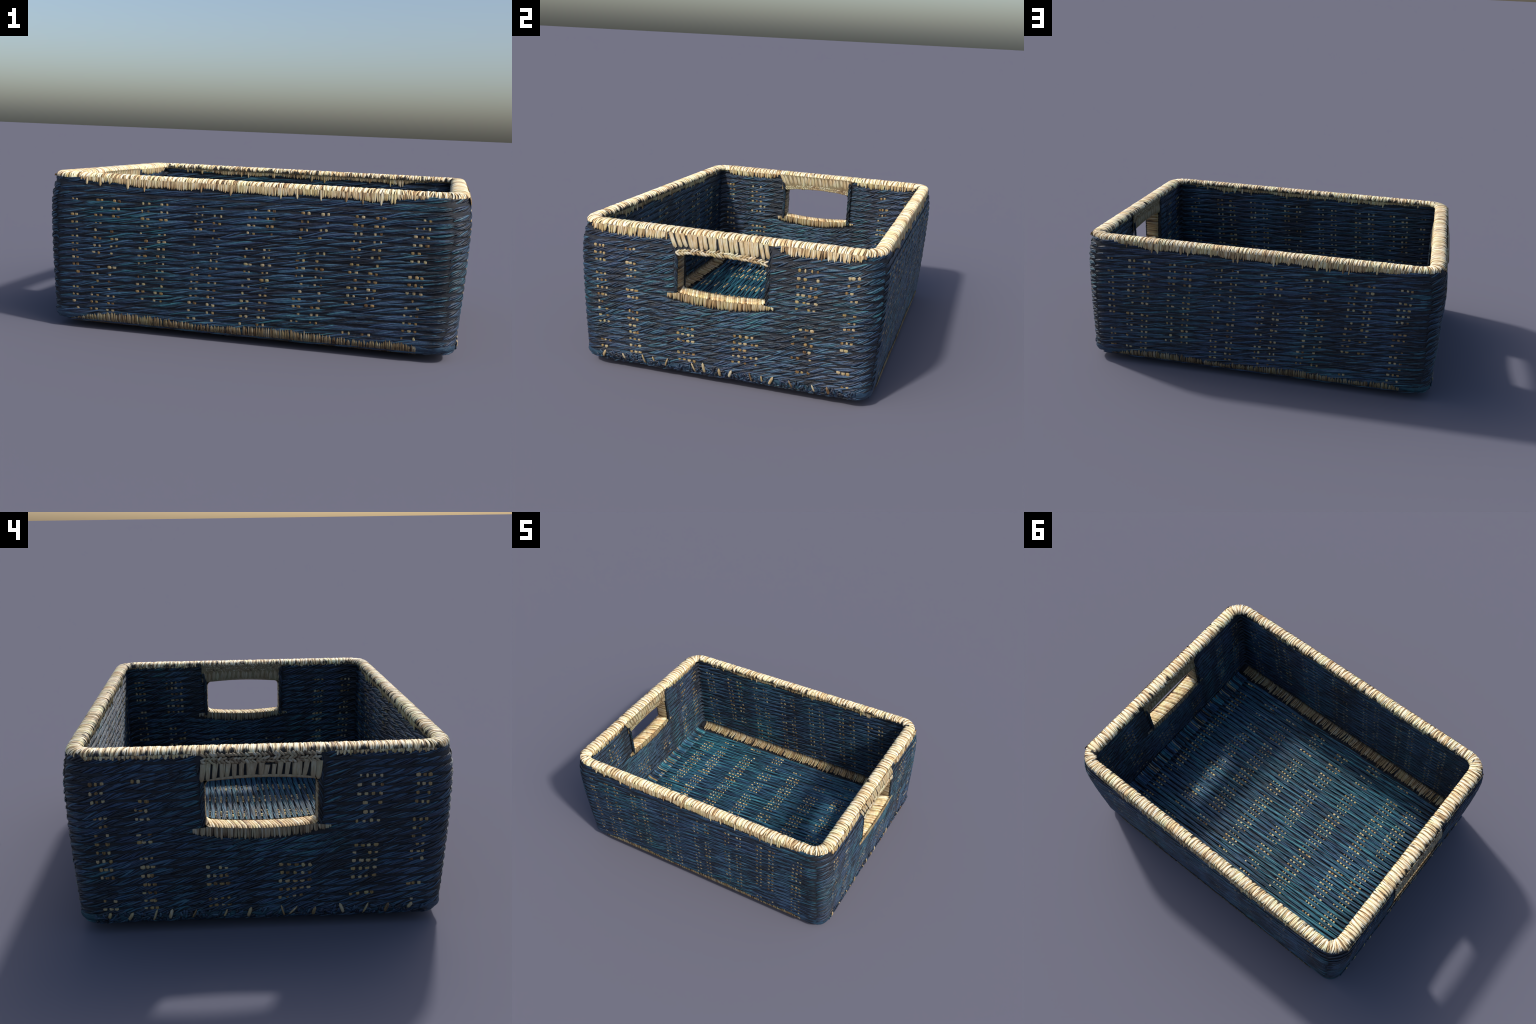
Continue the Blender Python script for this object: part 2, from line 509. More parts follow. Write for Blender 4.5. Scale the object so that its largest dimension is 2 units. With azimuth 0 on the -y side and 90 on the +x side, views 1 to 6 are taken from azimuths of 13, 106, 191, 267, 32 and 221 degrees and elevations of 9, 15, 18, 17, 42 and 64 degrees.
def weft_row(li, z0, is_outer):
    if is_outer:
        i0 = float(inset(z0)); rc = RC_BOT + (RC_TOP - RC_BOT) * z0 / H
        o = RN + 0.0015
        p, n, s = outline(A - i0 - o, B - i0 - o, rc - o, 0.010)
        z = row_height(z0, p, n, s, 0.0)
        d = float(inset(z0)) - inset(z)
        P3 = np.c_[p + n * d[:, None], z]; face = n; par = outer
    else:
        p, n, s = outline(IA + RN + 0.001, IB + RN + 0.001, IRC + RN, 0.010)
        z = row_height(z0, p, n, s, 1.3)
        P3 = np.c_[p, z]; face = -n; par = inner
    ROW_LINE[is_outer, li] = (P3[:, :2], z)
    N3 = np.c_[face, np.zeros(len(n))]; B3 = np.repeat(up[None], len(n), 0)
    # which wall a point belongs to: outside, the short walls take the corners
    long_ = (np.abs(n[:, 1]) > 0.9) & (np.abs(p[:, 0]) < 0.932) if is_outer else np.abs(n[:, 1]) > 0.72
    side = (~long_).astype(float)
    run = 0.180 * (1 - side) + 0.084 * side
    gap = 0.0200 * (1 - side) + 0.0148 * side
    seed = li * 10 + (0 if is_outer else 500)
    L = s[-1] + (s[1] - s[0])
    fat = 1 + 0.12 * weave_wave(s * 1.0, L, z0 * 7, li * 2.1)
    hand = 1 if is_outer else -1
    lim = HOLE_Y + 0.012 if z0 < 0.64 else 0.240
    opening = (np.abs(n[:, 0]) > 0.99) & (np.abs(p[:, 1]) < lim) & (z0 > HOLE_ROW)
    label = np.where(opening, 0, np.where(long_, 2, 1))
    cut = np.where(np.diff(label) != 0)[0] + 1
    groups = np.split(np.arange(len(p)), cut)
    if label[0] == label[-1] and len(groups) > 1:
        groups = groups[1:-1] + [np.concatenate([groups[-1], groups[0]])]
    sl = np.r_[s, s + L]
    for gi, r in enumerate(groups):
        if label[r[0]] == 0 or len(r) < 6:
            continue
        if label[r[0]] == 1:             # tuck the ends slightly under the neighbour
            n_ = len(p)
            pre = ([r[0] - 1] if is_outer else [r[0] - 2, r[0] - 1]) if label[r[0] - 1] == 2 else []
            post = ([(r[-1] + 1) % n_] if is_outer else [(r[-1] + 1) % n_, (r[-1] + 2) % n_]) if label[(r[-1] + 1) % n_] == 2 else []
            r = np.r_[np.array(pre, int), r, np.array(post, int)]
        S = np.unwrap(s[r] * 2 * np.pi / L) * L / (2 * np.pi)
        S = S - S[0]
        m = Mesh()
        twisted_rope(m, P3[r], N3[r], B3[r], S, RN, RB, run[r], gap[r], seed + gi, hand, fat=fat[r])
        m.build("weft_rope", (MAT_ROPE, MAT_CORE), par)

for li, z0 in enumerate(ROWS):
    weft_row(li, z0, True)
    if z0 > FLOOR_Z + 0.012:
        weft_row(li, z0, False)

# floor ropes, running along the length
floor = empty("floor", basket)
FY = 0.622
nrow = int(2 * FY / FPITCH)
fys = (np.arange(nrow) - (nrow - 1) / 2) * FPITCH
for i, y0 in enumerate(fys):
    x = np.arange(-0.835, 0.8351, 0.010)
    y = y0 + 0.0020 * wave(x / 2, 900 + i // 3, 5, 2, 9)
    C = np.c_[x, y, np.full(len(x), FLOOR_Z - 0.007)]
    m = Mesh()
    twisted_rope(m, C, np.repeat([[0, 0, 1.]], len(x), 0), np.repeat([[0, 1., 0]], len(x), 0),
                 x - x[0], 0.0060, 0.0122, 0.330, 0.026, 2000 + i, half=0.0034)
    m.build("weft_rope", (MAT_ROPE_FLOOR, MAT_CORE), floor)

# ---- warp stakes showing in the gaps between rows ---------------------------
def bead(m, c, u, v, w, hu, hv, hw):
    """Small rounded block: half sizes hu along u, hv along v, hw along w (out)."""
    nu = 6
    t = np.linspace(-1, 1, 5)
    nu = 8
    prof = np.clip(1 - t ** 8, 0.25, 1)
    th = np.linspace(0, 2 * np.pi, nu, endpoint=False) + np.pi / 8
    sq = lambda q: np.sign(q) * np.abs(q) ** 0.6
    P = (c + v * hv * t[:, None, None]
         + prof[:, None, None] * (u * hu * sq(np.cos(th))[None, :, None] + w * hw * sq(np.sin(th))[None, :, None]))
    m.grid(P, close_v=True)

LONG_COLS = [(-0.83, 2, .022), (-0.665, 4, .026), (-0.43, 4, .028), (-0.17, 4, .027), (0.077, 4, .025),
             (0.32, 4, .027), (0.56, 4, .027), (0.79, 3, .027)]
SHORT_COLS = [(-0.615, 3, .021), (-0.455, 3, .021), (-0.185, 4, .025), (0.14, 5, .028), (0.41, 4, .028), (0.615, 3, .022)]

def gap_between(is_outer, li, x, y):
    """Middle and size of the gap between weft rows li and li+1 at plan (x, y)."""
    zz = []
    for k in (li, li + 1):
        p, z = ROW_LINE[is_outer, k]
        zz.append(z[np.argmin((p[:, 0] - x) ** 2 + (p[:, 1] - y) ** 2)])
    return (zz[0] + zz[1]) / 2, zz[1] - zz[0]


def wall_stakes(parent, is_outer, seed):
    r = np.random.default_rng(seed)
    m = Mesh()
    ex, ey, ez = np.eye(3)
    for li in range(len(ROWS) - 1):
        if li < (1 if is_outer else 2):
            continue
        zg = (ROWS[li] + ROWS[li + 1]) / 2
        low = np.clip((zg - 0.1) / 0.25, 0.25, 1)
        for sgn in (1, -1):
            # long walls
            for ci, (cx, nb, sp) in enumerate(LONG_COLS):
                rowshow = np.random.default_rng(1000 * li + ci + 17).random()
                if zg > 0.665 or rowshow < 0.07 + 0.2 * (1 - low):
                    continue
                size = 0.50 + 0.58 * rowshow
                for b in range(nb):
                    if r.random() < 0.12:
                        continue
                    x = cx + (b - (nb - 1) / 2) * sp + r.normal(0, .0015) - 0.07 * (0.55 - zg) * (cx > -.75)
                    if nb == 4:
                        x += 0.017 * np.sign(b - 1.5)
                    Lp = 4 * (A + B)
                    y = (B - float(inset(zg)) - 0.0044) if is_outer else (IB + 0.0040)
                    px, py = (x if sgn < 0 else -x), sgn * y
                    zc, gp = gap_between(is_outer, li, px, py)
                    if gp < PITCH * 0.80:
                        continue
                    bead(m, np.array([px, py, zc]), ex, ez, ey, 0.0084 * size * r.uniform(.8, 1.2),
                         0.0098, 0.0038 * min(size, 1) * r.uniform(.7, 1.1))
            # short walls
            for ci, (cy, nb, sp) in enumerate(SHORT_COLS):
                if zg > 0.665 or (abs(cy) < 0.30 and zg > 0.30):
                    continue
                rowshow = np.random.default_rng(5000 + 1000 * li + ci).random()
                if rowshow < 0.22 + 0.3 * (1 - low):
                    continue
                size = 0.50 + 0.58 * rowshow
                for b in range(nb):
                    if r.random() < 0.15:
                        continue
                    y = cy + (b - (nb - 1) / 2) * sp + r.normal(0, .002) + 0.04 * (0.5 - zg) * np.sign(-cy)
                    x = (A - float(inset(zg)) - 0.0044) if is_outer else (IA + 0.0040)
                    zc, gp = gap_between(is_outer, li, sgn * x, y * sgn)
                    if gp < PITCH * 0.80:
                        continue
                    bead(m, np.array([sgn * x, y * sgn, zc]), ey, ez, ex, 0.0086 * size * r.uniform(.8, 1.2),
                         0.0098, 0.0038 * min(size, 1) * r.uniform(.7, 1.1))
    return m.build("warp_stakes", MAT_STAKE, parent, kind="stuff")

wall_stakes(outer, True, 21)
wall_stakes(inner, False, 22)

m = Mesh(); r = np.random.default_rng(31)
FLOOR_COLS = [(-0.71, 4, .021), (-0.56, 4, .021), (-0.325, 4, .0235), (-0.10, 4, .0235), (0.12, 4, .0235),
              (0.345, 4, .0235), (0.545, 4, .023), (0.76, 3, .023)]
for i in range(nrow - 1):
    yg = (fys[i] + fys[i + 1]) / 2
    for ci, (cx, nb, sp) in enumerate(FLOOR_COLS):
        show = np.random.default_rng(9000 + 31 * i + 997 * ci).random()
        edge = np.clip((0.55 - abs(yg)) / 0.25, 0.2, 1)
        if show < 0.13 + 0.35 * (1 - edge):
            continue
        size = 0.26 + 0.80 * show
        for b in range(nb):
            if r.random() < 0.08:
                continue
            x = cx + (b - (nb - 1) / 2) * sp + r.normal(0, .002) + (0.004 * np.sign(b - 1.5) if nb == 4 and show > .6 else 0)
            bead(m, np.array([x, yg + r.normal(0, .001), FLOOR_Z - 0.0072]),
                 np.array([1., 0, 0]), np.array([0, 1., 0]), np.array([0, 0, 1.]),
                 0.0086 * size * r.uniform(.8, 1.2), 0.0080, 0.0062)
m.build("warp_stakes", MAT_STAKE_FLOOR, floor, kind="stuff")

# ---- rim ---------------------------------------------------------------------
rim = empty("rim", basket)
RWX, RWY = 0.0410, 0.0330            # half width on short / long sides
RIM_H = H - RIM_Z
ra_o, rb_o = A - IN_TOP, B - IN_TOP
rp, rn_, rs = outline(ra_o - RWX, rb_o - RWY, 0.088, 0.004)
rlen = rs[-1] + 0.004

def rim_frame(s):
    """Point on the rim centre line, outward normal and half width at length s."""
    s = np.mod(s, rlen)
    c = np.stack([np.interp(s, rs, rp[:, 0]), np.interp(s, rs, rp[:, 1])], -1)
    n = unit(np.stack([np.interp(s, rs, rn_[:, 0]), np.interp(s, rs, rn_[:, 1])], -1))
    w = RWX * n[..., 0] ** 2 + RWY * n[..., 1] ** 2
    return c, n, w

# solid heart of the rim
th = np.linspace(-0.35, np.pi + 0.35, 14)
c, n, w = rim_frame(rs)
off = np.cos(th)[None] * (w[:, None] - 0.004)
zz = RIM_Z + np.sin(th) * (RIM_H - 0.004) - 0.001
P = np.concatenate([c[:, None] + n[:, None] * off[..., None], np.broadcast_to(zz[None, :, None], off.shape + (1,))], -1)
heart = Mesh(); heart.grid(P, close_u=True)
MAT_HEART = straw_material("rim_heart_straw", (1, 1, 1), 90, 0.30)
MAT_BACK = straw_material("grip_shadow_straw", (1, 1, 1), 90, 0.24)  # tone lowered to draw the shadow between grip straws
heart.build("rim_heart", MAT_HEART, rim)

MAT_RIM = {}
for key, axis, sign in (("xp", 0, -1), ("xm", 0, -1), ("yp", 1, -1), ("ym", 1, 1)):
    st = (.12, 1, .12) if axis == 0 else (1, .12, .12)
    mm = straw_material("rim_straw", st, 130, 1.04, dark_mask=rim_painted_shadow(axis, sign), var=1.35, fleck=st)
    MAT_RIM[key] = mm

def rim_key(n):
    if abs(n[0]) >= abs(n[1]):
        return "xp" if n[0] > 0 else "xm"
    return "yp" if n[1] > 0 else "ym"

r = np.random.default_rng(41)
NB = 272
edges = np.linspace(0, rlen, NB + 1)
for b in range(NB):
    m = Mesh()
    s0, s1 = edges[b], edges[b + 1]
    cm, nm, wm = rim_frame(np.array([(s0 + s1) / 2]))
    nst = int(r.integers(3, 7))
    cuts = np.sort(np.concatenate([[0, 1], (np.arange(1, nst) + r.uniform(-.25, .25, nst - 1)) / nst]))
    slant = r.normal(0.004, 0.004)
    for j in range(nst):
        sc = s0 + (s1 - s0) * (cuts[j] + cuts[j + 1]) / 2
        hw = (s1 - s0) * (cuts[j + 1] - cuts[j]) / 2 * 1.22
        t = np.linspace(-0.12, np.pi + 0.12, 15)
        ss = sc + (slant + r.normal(0, .003)) * (t / np.pi - 0.5) * 2 + 0.001 * np.sin(t * 2 + r.uniform(0, 6))
        c, n, w = rim_frame(ss)
        lift = r.uniform(-0.0014, 0.0012)
        ex_ = np.sign(np.cos(t)) * np.abs(np.cos(t)) ** 0.85
        o = ex_ * (w + lift - 0.0015)
        z = RIM_Z + np.where(np.sin(t) > 0, np.abs(np.sin(t)) ** 0.85 * (RIM_H + lift - 0.003), np.sin(t) * 0.02)
        C = np.c_[c + n * o[:, None], z]
        tan = unit(np.c_[-n[:, 1], n[:, 0], np.zeros(len(n))])
        T = unit(np.gradient(C, axis=0))
        N = unit(np.cross(tan, T))
        hh = hw * (1 + 0.18 * np.sin(t * r.uniform(1, 3) + r.uniform(0, 6)))
        m.tube(C, N, tan, r.uniform(.0015, .0023), hh, 6, taper=False)
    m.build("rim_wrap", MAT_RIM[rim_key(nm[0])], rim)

# fringe of straw ends hanging just below the rim, outside and inside
def straw(m, top, bot, out, half, thick, bow=0.0, steps=6, rnd=None):
    """Flattened straw from top to bot, bowed along out."""
    t = np.linspace(0, 1, steps)[:, None]
    C = top * (1 - t) + bot * t + out * bow * np.sin(np.pi * t)
    T = unit(np.gradient(C, axis=0)); W = unit(np.cross(T, np.repeat([out], steps, 0)))
    N = unit(np.cross(W, T))
    tt = np.linspace(-1, 1, steps)
    k = np.sqrt(np.clip(1 - np.abs(np.clip((tt - 0.3) / 0.7, 0, 1)) ** 4, 0.12, 1))
    m.tube(C, N, W, thick * k, half * k, 6, taper=False)

def fringe(parent, is_outer, seed):
    r = np.random.default_rng(seed)
    m = Mesh()
    for sgn in (1, -1):
        # long sides: fades out toward the corners
        x = -0.80
        while x < 0.80:
            hw = r.uniform(.0026, .0050)
            xv = x if sgn < 0 else -x
            L = (0.027 + 0.007 * math.sin(x * 21 + sgn) * math.sin(x * 8)) * np.clip((0.83 - abs(x)) / 0.25, 0.15, 1) ** 0.6 + r.normal(0, .002)
            tuft = r.random() < 0.05
            if tuft: L += 0.016; hw *= 1.6
            f = (lambda z: B - float(inset(z)) + 0.0015) if is_outer else (lambda z: IB - 0.0015)
            out = np.array([0, sgn if is_outer else -sgn, 0.])
            zt, zb = RIM_Z + 0.004, RIM_Z - L
            dx = r.normal(0.003, .003)
            straw(m, np.array([xv, sgn * f(zt), zt]), np.array([xv + dx, sgn * (f(zb)), zb]), out, hw, .0024 + .0015 * tuft, 0.0008)
            x += hw * 1.35
        # short sides: between the corners and the grip
        y = -0.66
        while y < 0.66:
            hw = r.uniform(.0032, .0065)
            if abs(y) < 0.275:
                y += 0.01; continue
            L = (0.034 if (sgn if is_outer else -sgn) > 0 else 0.007) * np.clip((0.69 - abs(y)) / 0.12, 0.2, 1) ** 0.6 * (1 if abs(y) > 0.31 else .75) + r.normal(0, .004)
            f = (lambda z: A - float(inset(z)) + 0.0015) if is_outer else (lambda z: IA - 0.0015)
            out = np.array([sgn if is_outer else -sgn, 0, 0.])
            zt, zb = RIM_Z + 0.004, RIM_Z - L
            straw(m, np.array([sgn * f(zt), y, zt]), np.array([sgn * f(zb), y + r.normal(0, .004), zb]), out, hw, .0026, 0.0008)
            y += hw * 1.75
    m.build("rim_fringe", MAT_FRINGE, rim, kind="stuff")

fringe(rim, True, 51); fringe(rim, False, 52)

# ---- hand holes ----------------------------------------------------------------
def hole_path(n=160):
    """Closed outline of a hand hole in (y, z) with rounded corners."""
    rt, rbm = 0.035, 0.022
    pts = []
    ys = np.linspace(HOLE_Y - rbm, -HOLE_Y + rbm, 40)
    pts += [(-HOLE_Y, z) for z in np.linspace(HOLE_ZB + rbm, HOLE_ZT - rt, 16)]
    th = np.linspace(np.pi, np.pi / 2, 8)
    pts += [(-HOLE_Y + rt + rt * np.cos(t), hole_top(-HOLE_Y + rt) - rt + rt * np.sin(t)) for t in th]
    pts += [(y, float(hole_top(y))) for y in np.linspace(-HOLE_Y + rt, HOLE_Y - rt, 40)[1:-1]]
    pts += [(HOLE_Y - rt - rt * np.cos(t), hole_top(HOLE_Y - rt) - rt + rt * np.sin(t)) for t in th[::-1]]
    pts += [(HOLE_Y, z) for z in np.linspace(HOLE_ZT - rt, HOLE_ZB + rbm, 16)]
    th = np.linspace(0, -np.pi / 2, 8)
    pts += [(HOLE_Y - rbm + rbm * np.cos(t), hole_bottom(HOLE_Y - rbm) + rbm + rbm * np.sin(t)) for t in th]
    pts += [(y, float(hole_bottom(y))) for y in ys[1:-1]]
    pts += [(-HOLE_Y + rbm - rbm * np.cos(t), hole_bottom(HOLE_Y - rbm) + rbm + rbm * np.sin(t)) for t in th[::-1]]
    p = np.array(pts, float)
    d = np.linalg.norm(np.roll(p, -1, 0) - p, axis=1)
    s = np.concatenate([[0], np.cumsum(d)])
    q = np.linspace(0, s[-1], n, endpoint=False)
    pc = np.vstack([p, p[:1]])
    out = np.c_[np.interp(q, s, pc[:, 0]), np.interp(q, s, pc[:, 1])]
    tn = unit(np.roll(out, -1, 0) - np.roll(out, 1, 0))
    nrm = np.c_[tn[:, 1], -tn[:, 0]]        # points into the opening
    return out, tn, nrm

hp, ht, hn = hole_path()
for sx in (1, -1):
    handle = empty("handle", basket)
    r = np.random.default_rng(61 + sx)
    # solid lining behind the straw
    xo = A - inset(hp[:, 1]) - 0.004; xi = np.full(len(hp), IA + 0.004)
    t = np.linspace(0, 1, 6)
    X = sx * (xo[:, None] * (1 - t) + xi[:, None] * t)
    q = hp - hn * 0.003
    P = np.stack([X, np.repeat(q[:, :1], 6, 1), np.repeat(q[:, 1:], 6, 1)], -1)
    m = Mesh(); m.grid(P, close_u=True)
    m.build("hole_lining", MAT_JAMB, handle)
    # straw laid across the wall thickness on jambs, sill and head
    jm, sill = Mesh(), Mesh()
    per = np.linalg.norm(np.roll(hp, -1, 0) - hp, axis=1).sum()
    npc = 118
    for i in range(npc):
        k = (i + r.uniform(-.2, .2)) / npc * len(hp)
        i0 = int(k) % len(hp); i1 = (i0 + 1) % len(hp); f = k - int(k)
        p0 = hp[i0] * (1 - f) + hp[i1] * f; tn = ht[i0]; nn = hn[i0]
        is_sill = nn[1] > 0.6
        u = np.linspace(0, 1, 7)
        x0 = A - float(inset(p0[1])) - 0.001; x1 = IA + 0.001
        x = x0 * (1 - u) + x1 * u
        skew = (0.030 if is_sill else 0.004) * (u - 0.5) * (1 if is_sill else r.normal(0, 1)) * sx
        yz = p0[None] + tn[None] * skew[:, None] - nn[None] * (0.004 * (np.abs(2 * u - 1) ** 4))[:, None]
        C = np.c_[sx * x, yz]
        T = unit(np.gradient(C, axis=0))
        N = np.repeat([[0, nn[0], nn[1]]], 7, 0)
        W = unit(np.cross(N, T))
        hw = per / npc * 0.62 * (1.15 if is_sill else 1)
        (sill if is_sill else jm).tube(C, N, W, .0035 if not is_sill else .0055, hw * r.uniform(.85, 1.15), 6)
    jm.build("jamb_straw", MAT_JAMB, handle, kind="stuff")
    sill.build("sill_straw", MAT_LEDGE, handle, kind="stuff")

    for face in (1, -1):                    # 1 = outside of this wall, -1 = inside
        nx = sx * face                      # direction the face looks
        xf = (lambda z: A - float(inset(z)) + 0.001) if face == 1 else (lambda z: IA - 0.001)
        out = np.array([nx, 0, 0.])
        yv = lambda a: a * nx               # viewer's left-to-right -> world y
        mg, md = (MAT_GRIP, MAT_DRAPE) if nx > 0 else (MAT_GRIP_GREY, MAT_GRIP_GREY)
        upper_long = nx > 0                 # which half carries the long straws
        # backing panel behind the grip
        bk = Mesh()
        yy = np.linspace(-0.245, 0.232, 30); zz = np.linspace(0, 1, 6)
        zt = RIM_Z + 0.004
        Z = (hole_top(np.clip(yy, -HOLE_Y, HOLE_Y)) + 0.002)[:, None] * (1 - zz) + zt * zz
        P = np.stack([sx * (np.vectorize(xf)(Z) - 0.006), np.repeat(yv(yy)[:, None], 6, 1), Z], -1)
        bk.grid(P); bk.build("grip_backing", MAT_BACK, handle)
        zsplit = 0.674 if upper_long else 0.694
        n = 19
        for i in range(n):
            a = -0.238 + (0.238 + 0.226) * (i + 0.5) / n + r.normal(0, .0025)
            lean = 0.016 if upper_long else -0.006
            edge = np.clip((-a - 0.12) / 0.12, 0, 1)
            m = Mesh()
            if upper_long:
                zt_, zb_ = RIM_Z + 0.004, zsplit - 0.005 + r.normal(0, .005)
                at = a - 0.010 - 0.022 * edge
                ab = a + lean * 0.5 + r.normal(0, .003)
            else:
                zt_, zb_ = zsplit + 0.006 + r.normal(0, .005), float(hole_top(a)) - 0.001
                at, ab = a + 0.004, a + r.normal(0, .003)
            hw = 0.0104 * r.uniform(.8, 1.15)
            straw(m, np.array([sx * xf(zt_), yv(at), zt_]), np.array([sx * xf(zb_), yv(ab), zb_]), out, hw, .0062, 0.003, 9)
            # a thinner straw lying beside it
            o2 = r.uniform(.006, .011)
            straw(m, np.array([sx * xf(zt_), yv(at + o2), zt_]), np.array([sx * (xf(zb_) - .001), yv(ab + o2 - .004), zb_ + .004]),
                  out, hw * .45, .005, 0.003, 8)
            m.build("grip_straw", mg, handle)
        # plaited cord along the other half of the grip
        cord = Mesh()
        nb = 30
        for i in range(nb):
            a = -0.222 + 0.444 * (i + 0.5) / nb
            for k in (0, 1) if upper_long else (0, 1, 2):
                zlow = float(hole_top(np.clip(a, -HOLE_Y, HOLE_Y)))
                if upper_long:
                    zc = zlow + 0.009 + 0.013 * k; half = .0115
                else:
                    zc = zsplit + 0.010 + 0.013 * k; half = .010
                tilt = (0.011 if (k % 2 == 0) else -0.011) * r.uniform(.3, 1.3)
                p0 = np.array([sx * (xf(zc)), yv(a - half + r.normal(0, .002)), zc + tilt * .7 + r.normal(0, .001)])
                p1 = np.array([sx * (xf(zc)), yv(a + half + r.normal(0, .002)), zc - tilt * .7 + r.normal(0, .0015)])
                straw(cord, p0, p1, out, .0058 * r.uniform(.75, 1.15), .0046, 0.003, 7)
        if not upper_long:               # thin lip cord closing the lower edge
            yy = np.linspace(-0.205, 0.205, 60)
            C = np.c_[sx * (np.vectorize(xf)(hole_top(yy)) + face * 0.002), yv(yy), hole_top(yy) + 0.003]
            T = unit(np.gradient(C, axis=0)); Nn = np.repeat([out], 60, 0); W = unit(np.cross(T, Nn))
            cord.tube(C, Nn, W, .0045, .0058, 8)
        cord.build("grip_cord", mg, handle, kind="stuff")
        # straw draped over the sill
        a = -0.262
        ld = Mesh()
        while a < 0.262:
            hw = r.uniform(.0034, .0058)
            e = min(abs(a) / 0.285, 1)
            ztop = float(hole_bottom(np.clip(a, -HOLE_Y, HOLE_Y))) - 0.001 if abs(a) < HOLE_Y else HOLE_ZB - 0.004 - 0.10 * (abs(a) - HOLE_Y)
            zbot = 0.397 + 0.038 * e ** 2.2 + r.normal(0, .0025) + 0.006 * a / 0.285
            if ztop - zbot > 0.006:
                straw(ld, np.array([sx * xf(ztop), yv(a), ztop]), np.array([sx * xf(zbot), yv(a + r.normal(0, .003)), zbot]),
                      out, hw, .0042, 0.0025, 7)
            a += hw * 1.7
        ld.build("sill_drape", md, handle, kind="stuff")
        # dark blue hem rope down each side of the opening
        for sd in (1, -1):
            zz = np.arange(HOLE_ZB - 0.02, HOLE_ZT + (0.09 if sd > 0 else 0.06), 0.006)
            aa = sd * (HOLE_Y + 0.009 + np.where(sd < 0, 0.25 * np.clip(zz - HOLE_ZT, 0, 1), 0))
            C = np.c_[sx * (np.vectorize(xf)(zz) - 0.008), yv(aa + 0 * zz), zz]
            hm = Mesh()
            k = len(zz)
            twisted_rope(hm, C, np.repeat([out], k, 0), np.repeat([[0, 1., 0]], k, 0), zz - zz[0], .006, .010, 0.05, 0.018, 77 + sd, hand=sd)
            hm.build("hem_rope", (MAT_HEM, MAT_CORE), handle)

# ---- foot: straw band under the long walls, stitches under the short walls --------
r = np.random.default_rng(71)
m = Mesh()
for sgn in (1, -1):
    x = -0.865
    while x < 0.80:
        hw = r.uniform(.003, .006)
        xv = x if sgn < 0 else -x
        ztop = 0.084 + 0.008 * math.sin(x * 9) + r.normal(0, .004) - 0.03 * np.clip((abs(x) - 0.72) / 0.14, 0, 1)
        zz = np.linspace(0.012, ztop, 8)
        C = np.c_[np.full(8, xv) + r.normal(0, .003) * np.linspace(0, 1, 8), sgn * (B - inset(zz) + 0.0035), zz]
        T = unit(np.gradient(C, axis=0)); W = np.repeat([[1., 0, 0]], 8, 0); N = unit(np.cross(T, W))
        m.tube(C, N, W, .0034, hw, 6)
        x += hw * 1.7
m.build("foot_band", MAT_FOOT, base, kind="stuff")

m = Mesh(); mb = Mesh()
for sgn in (1, -1):
    y = -0.60
    while y < 0.62:
        ln = r.normal(0.018, .006) * (1 if r.random() < .8 else -1)
        yv = y * sgn
        big = r.random() < 0.55
        zt = 0.095 + r.normal(0, .006); zb = 0.052 + r.normal(0, .008)
        zz = np.linspace(zb, zt, 7)
        C = np.c_[sgn * (A - inset(zz) + 0.0030 + 0.003 * np.sin(np.linspace(0, np.pi, 7))), yv + np.linspace(ln, 0, 7), zz]
        T = unit(np.gradient(C, axis=0)); W = unit(np.cross(T, np.array([[sgn, 0, .3]]).repeat(7, 0))); N = unit(np.cross(W, T))
        m.tube(C, N, W, .0045, .0075 if big else .0045, 6)
        y += r.uniform(.05, .125)
    # short slanting blue straws between the stitches
    for i in range(300):
        y = r.uniform(-.66, .66); z = r.uniform(.032, .084)
        L = r.uniform(.010, .018); a = r.normal(0, .8)
        u = np.linspace(-1, 1, 6)
        zz = np.clip(z + L * math.cos(a) * u * .8, .018, .094)
        C = np.c_[sgn * (A - inset(zz) + 0.0035), y + L * math.sin(a) * u, zz]
        T = unit(np.gradient(C, axis=0)); W = unit(np.cross(T, np.array([[sgn, 0, .3]]).repeat(6, 0))); N = unit(np.cross(W, T))
        mb.tube(C, N, W, .004, .0055, 6)
m.build("foot_stitches", MAT_STITCH, base, kind="stuff")
mb.build("foot_weave", MAT_FOOT_BLUE, base, kind="stuff")

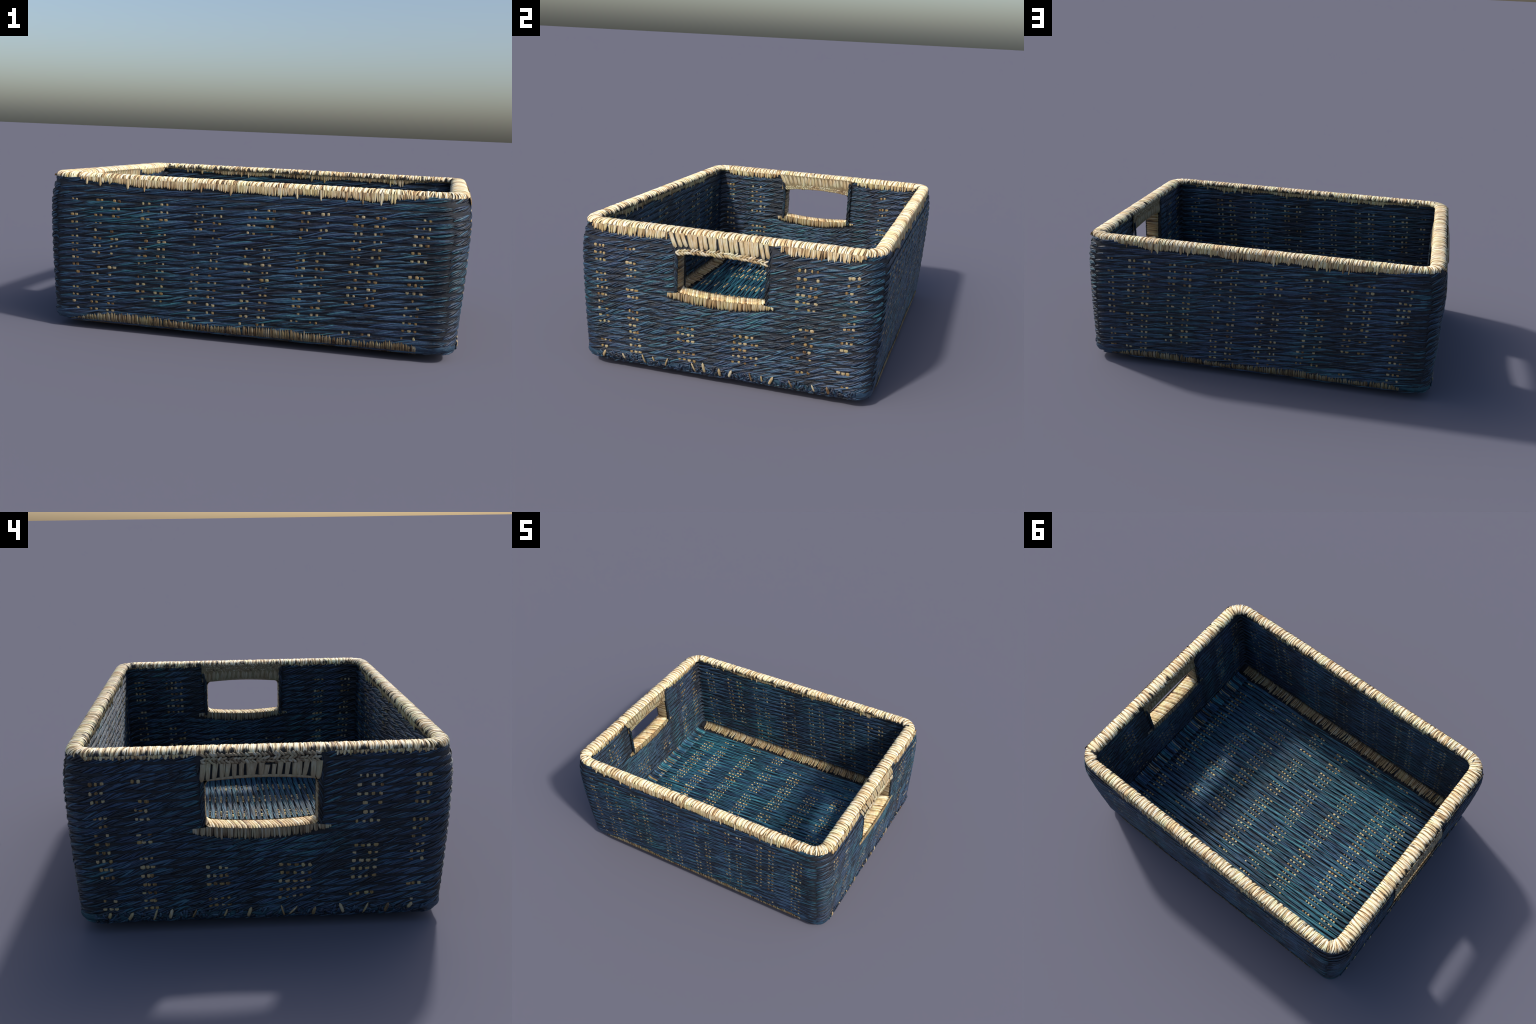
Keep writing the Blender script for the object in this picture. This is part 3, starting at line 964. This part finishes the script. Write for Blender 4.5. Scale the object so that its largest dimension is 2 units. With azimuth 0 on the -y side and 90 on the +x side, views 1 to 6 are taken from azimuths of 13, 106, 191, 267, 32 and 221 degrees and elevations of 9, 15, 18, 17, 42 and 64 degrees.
# ---- inside edge of the floor: straw band along the long walls -----------------
m = Mesh(); r = np.random.default_rng(81)
for sgn in (1, -1):
    x = -0.87
    while x < 0.87:
        hw = r.uniform(.0028, .0052)
        xv = x if sgn > 0 else -x
        L = 0.064 + r.normal(0, .005) + (0.020 if r.random() < .08 else 0)
        # from the foot of the wall, over the fold, out onto the floor
        kn = np.array([(IB - 0.002, FLOOR_Z + 0.036 + r.normal(0, .008)), (IB - 0.006, FLOOR_Z + 0.014),
                       (IB - 0.022, FLOOR_Z + 0.007), (IB - 0.045, FLOOR_Z + 0.0055), (IB - L, FLOOR_Z + 0.002)])
        u = np.linspace(0, 4, 11)
        yy = np.interp(u, range(5), kn[:, 0]); zz = np.interp(u, range(5), kn[:, 1])
        C = np.c_[xv + r.normal(0.006, .006) * u / 4, sgn * yy, zz]
        T = unit(np.gradient(C, axis=0)); W = np.repeat([[1., 0, 0]], 11, 0); N = unit(np.cross(T, W))
        m.tube(C, N, W, .0034, hw, 6)
        x += hw * 1.65
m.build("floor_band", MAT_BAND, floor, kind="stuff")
# dark packing behind the band
bk = Mesh()
for sgn in (1, -1):
    x = np.linspace(-IA, IA, 30)
    yz = np.array([(IB, FLOOR_Z + 0.03), (IB - .01, FLOOR_Z + .008), (IB - .05, FLOOR_Z - .004)])
    P = np.stack([np.repeat(x[:, None], 3, 1), np.repeat(sgn * yz[None, :, 0], 30, 0), np.repeat(yz[None, :, 1], 30, 0)], -1)
    bk.grid(P)
bk.build("floor_band_backing", MAT_CORE, floor)

# blue cords laid along x at the short ends, with straw stitches over them
mb = Mesh(); ms = Mesh()
for sgn in (1, -1):
    y = -0.60
    i = 0
    while y < 0.60:
        hw = r.uniform(.005, .009)
        kn = np.array([(IA - 0.001, FLOOR_Z + 0.024), (IA - 0.008, FLOOR_Z + 0.008),
                       (IA - 0.03, FLOOR_Z + 0.002), (IA - 0.065, FLOOR_Z + 0.001), (IA - 0.085, FLOOR_Z - 0.003)])
        u = np.linspace(0, 4, 11)
        xx = np.interp(u, range(5), kn[:, 0]); zz = np.interp(u, range(5), kn[:, 1])
        C = np.c_[sgn * xx, y + r.normal(0, .003) * u / 4, zz]
        T = unit(np.gradient(C, axis=0)); W = np.repeat([[0, 1., 0]], 11, 0); N = unit(np.cross(T, W))
        if r.random() < 0.24:
            a, b = (0, 11) if r.random() < .4 else ((0, 6) if r.random() < .5 else (6, 11))
            ms.tube(C[a:b] + [0, 0, .002], N[a:b], W[a:b], .0042, .0042, 6)
        mb.tube(C, N, W, .005, hw, 6)
        y += hw * 1.8
mb.build("end_cords", MAT_ROPE_FLOOR, floor, kind="stuff")
ms.build("end_stitches", MAT_GRIP, floor, kind="stuff")
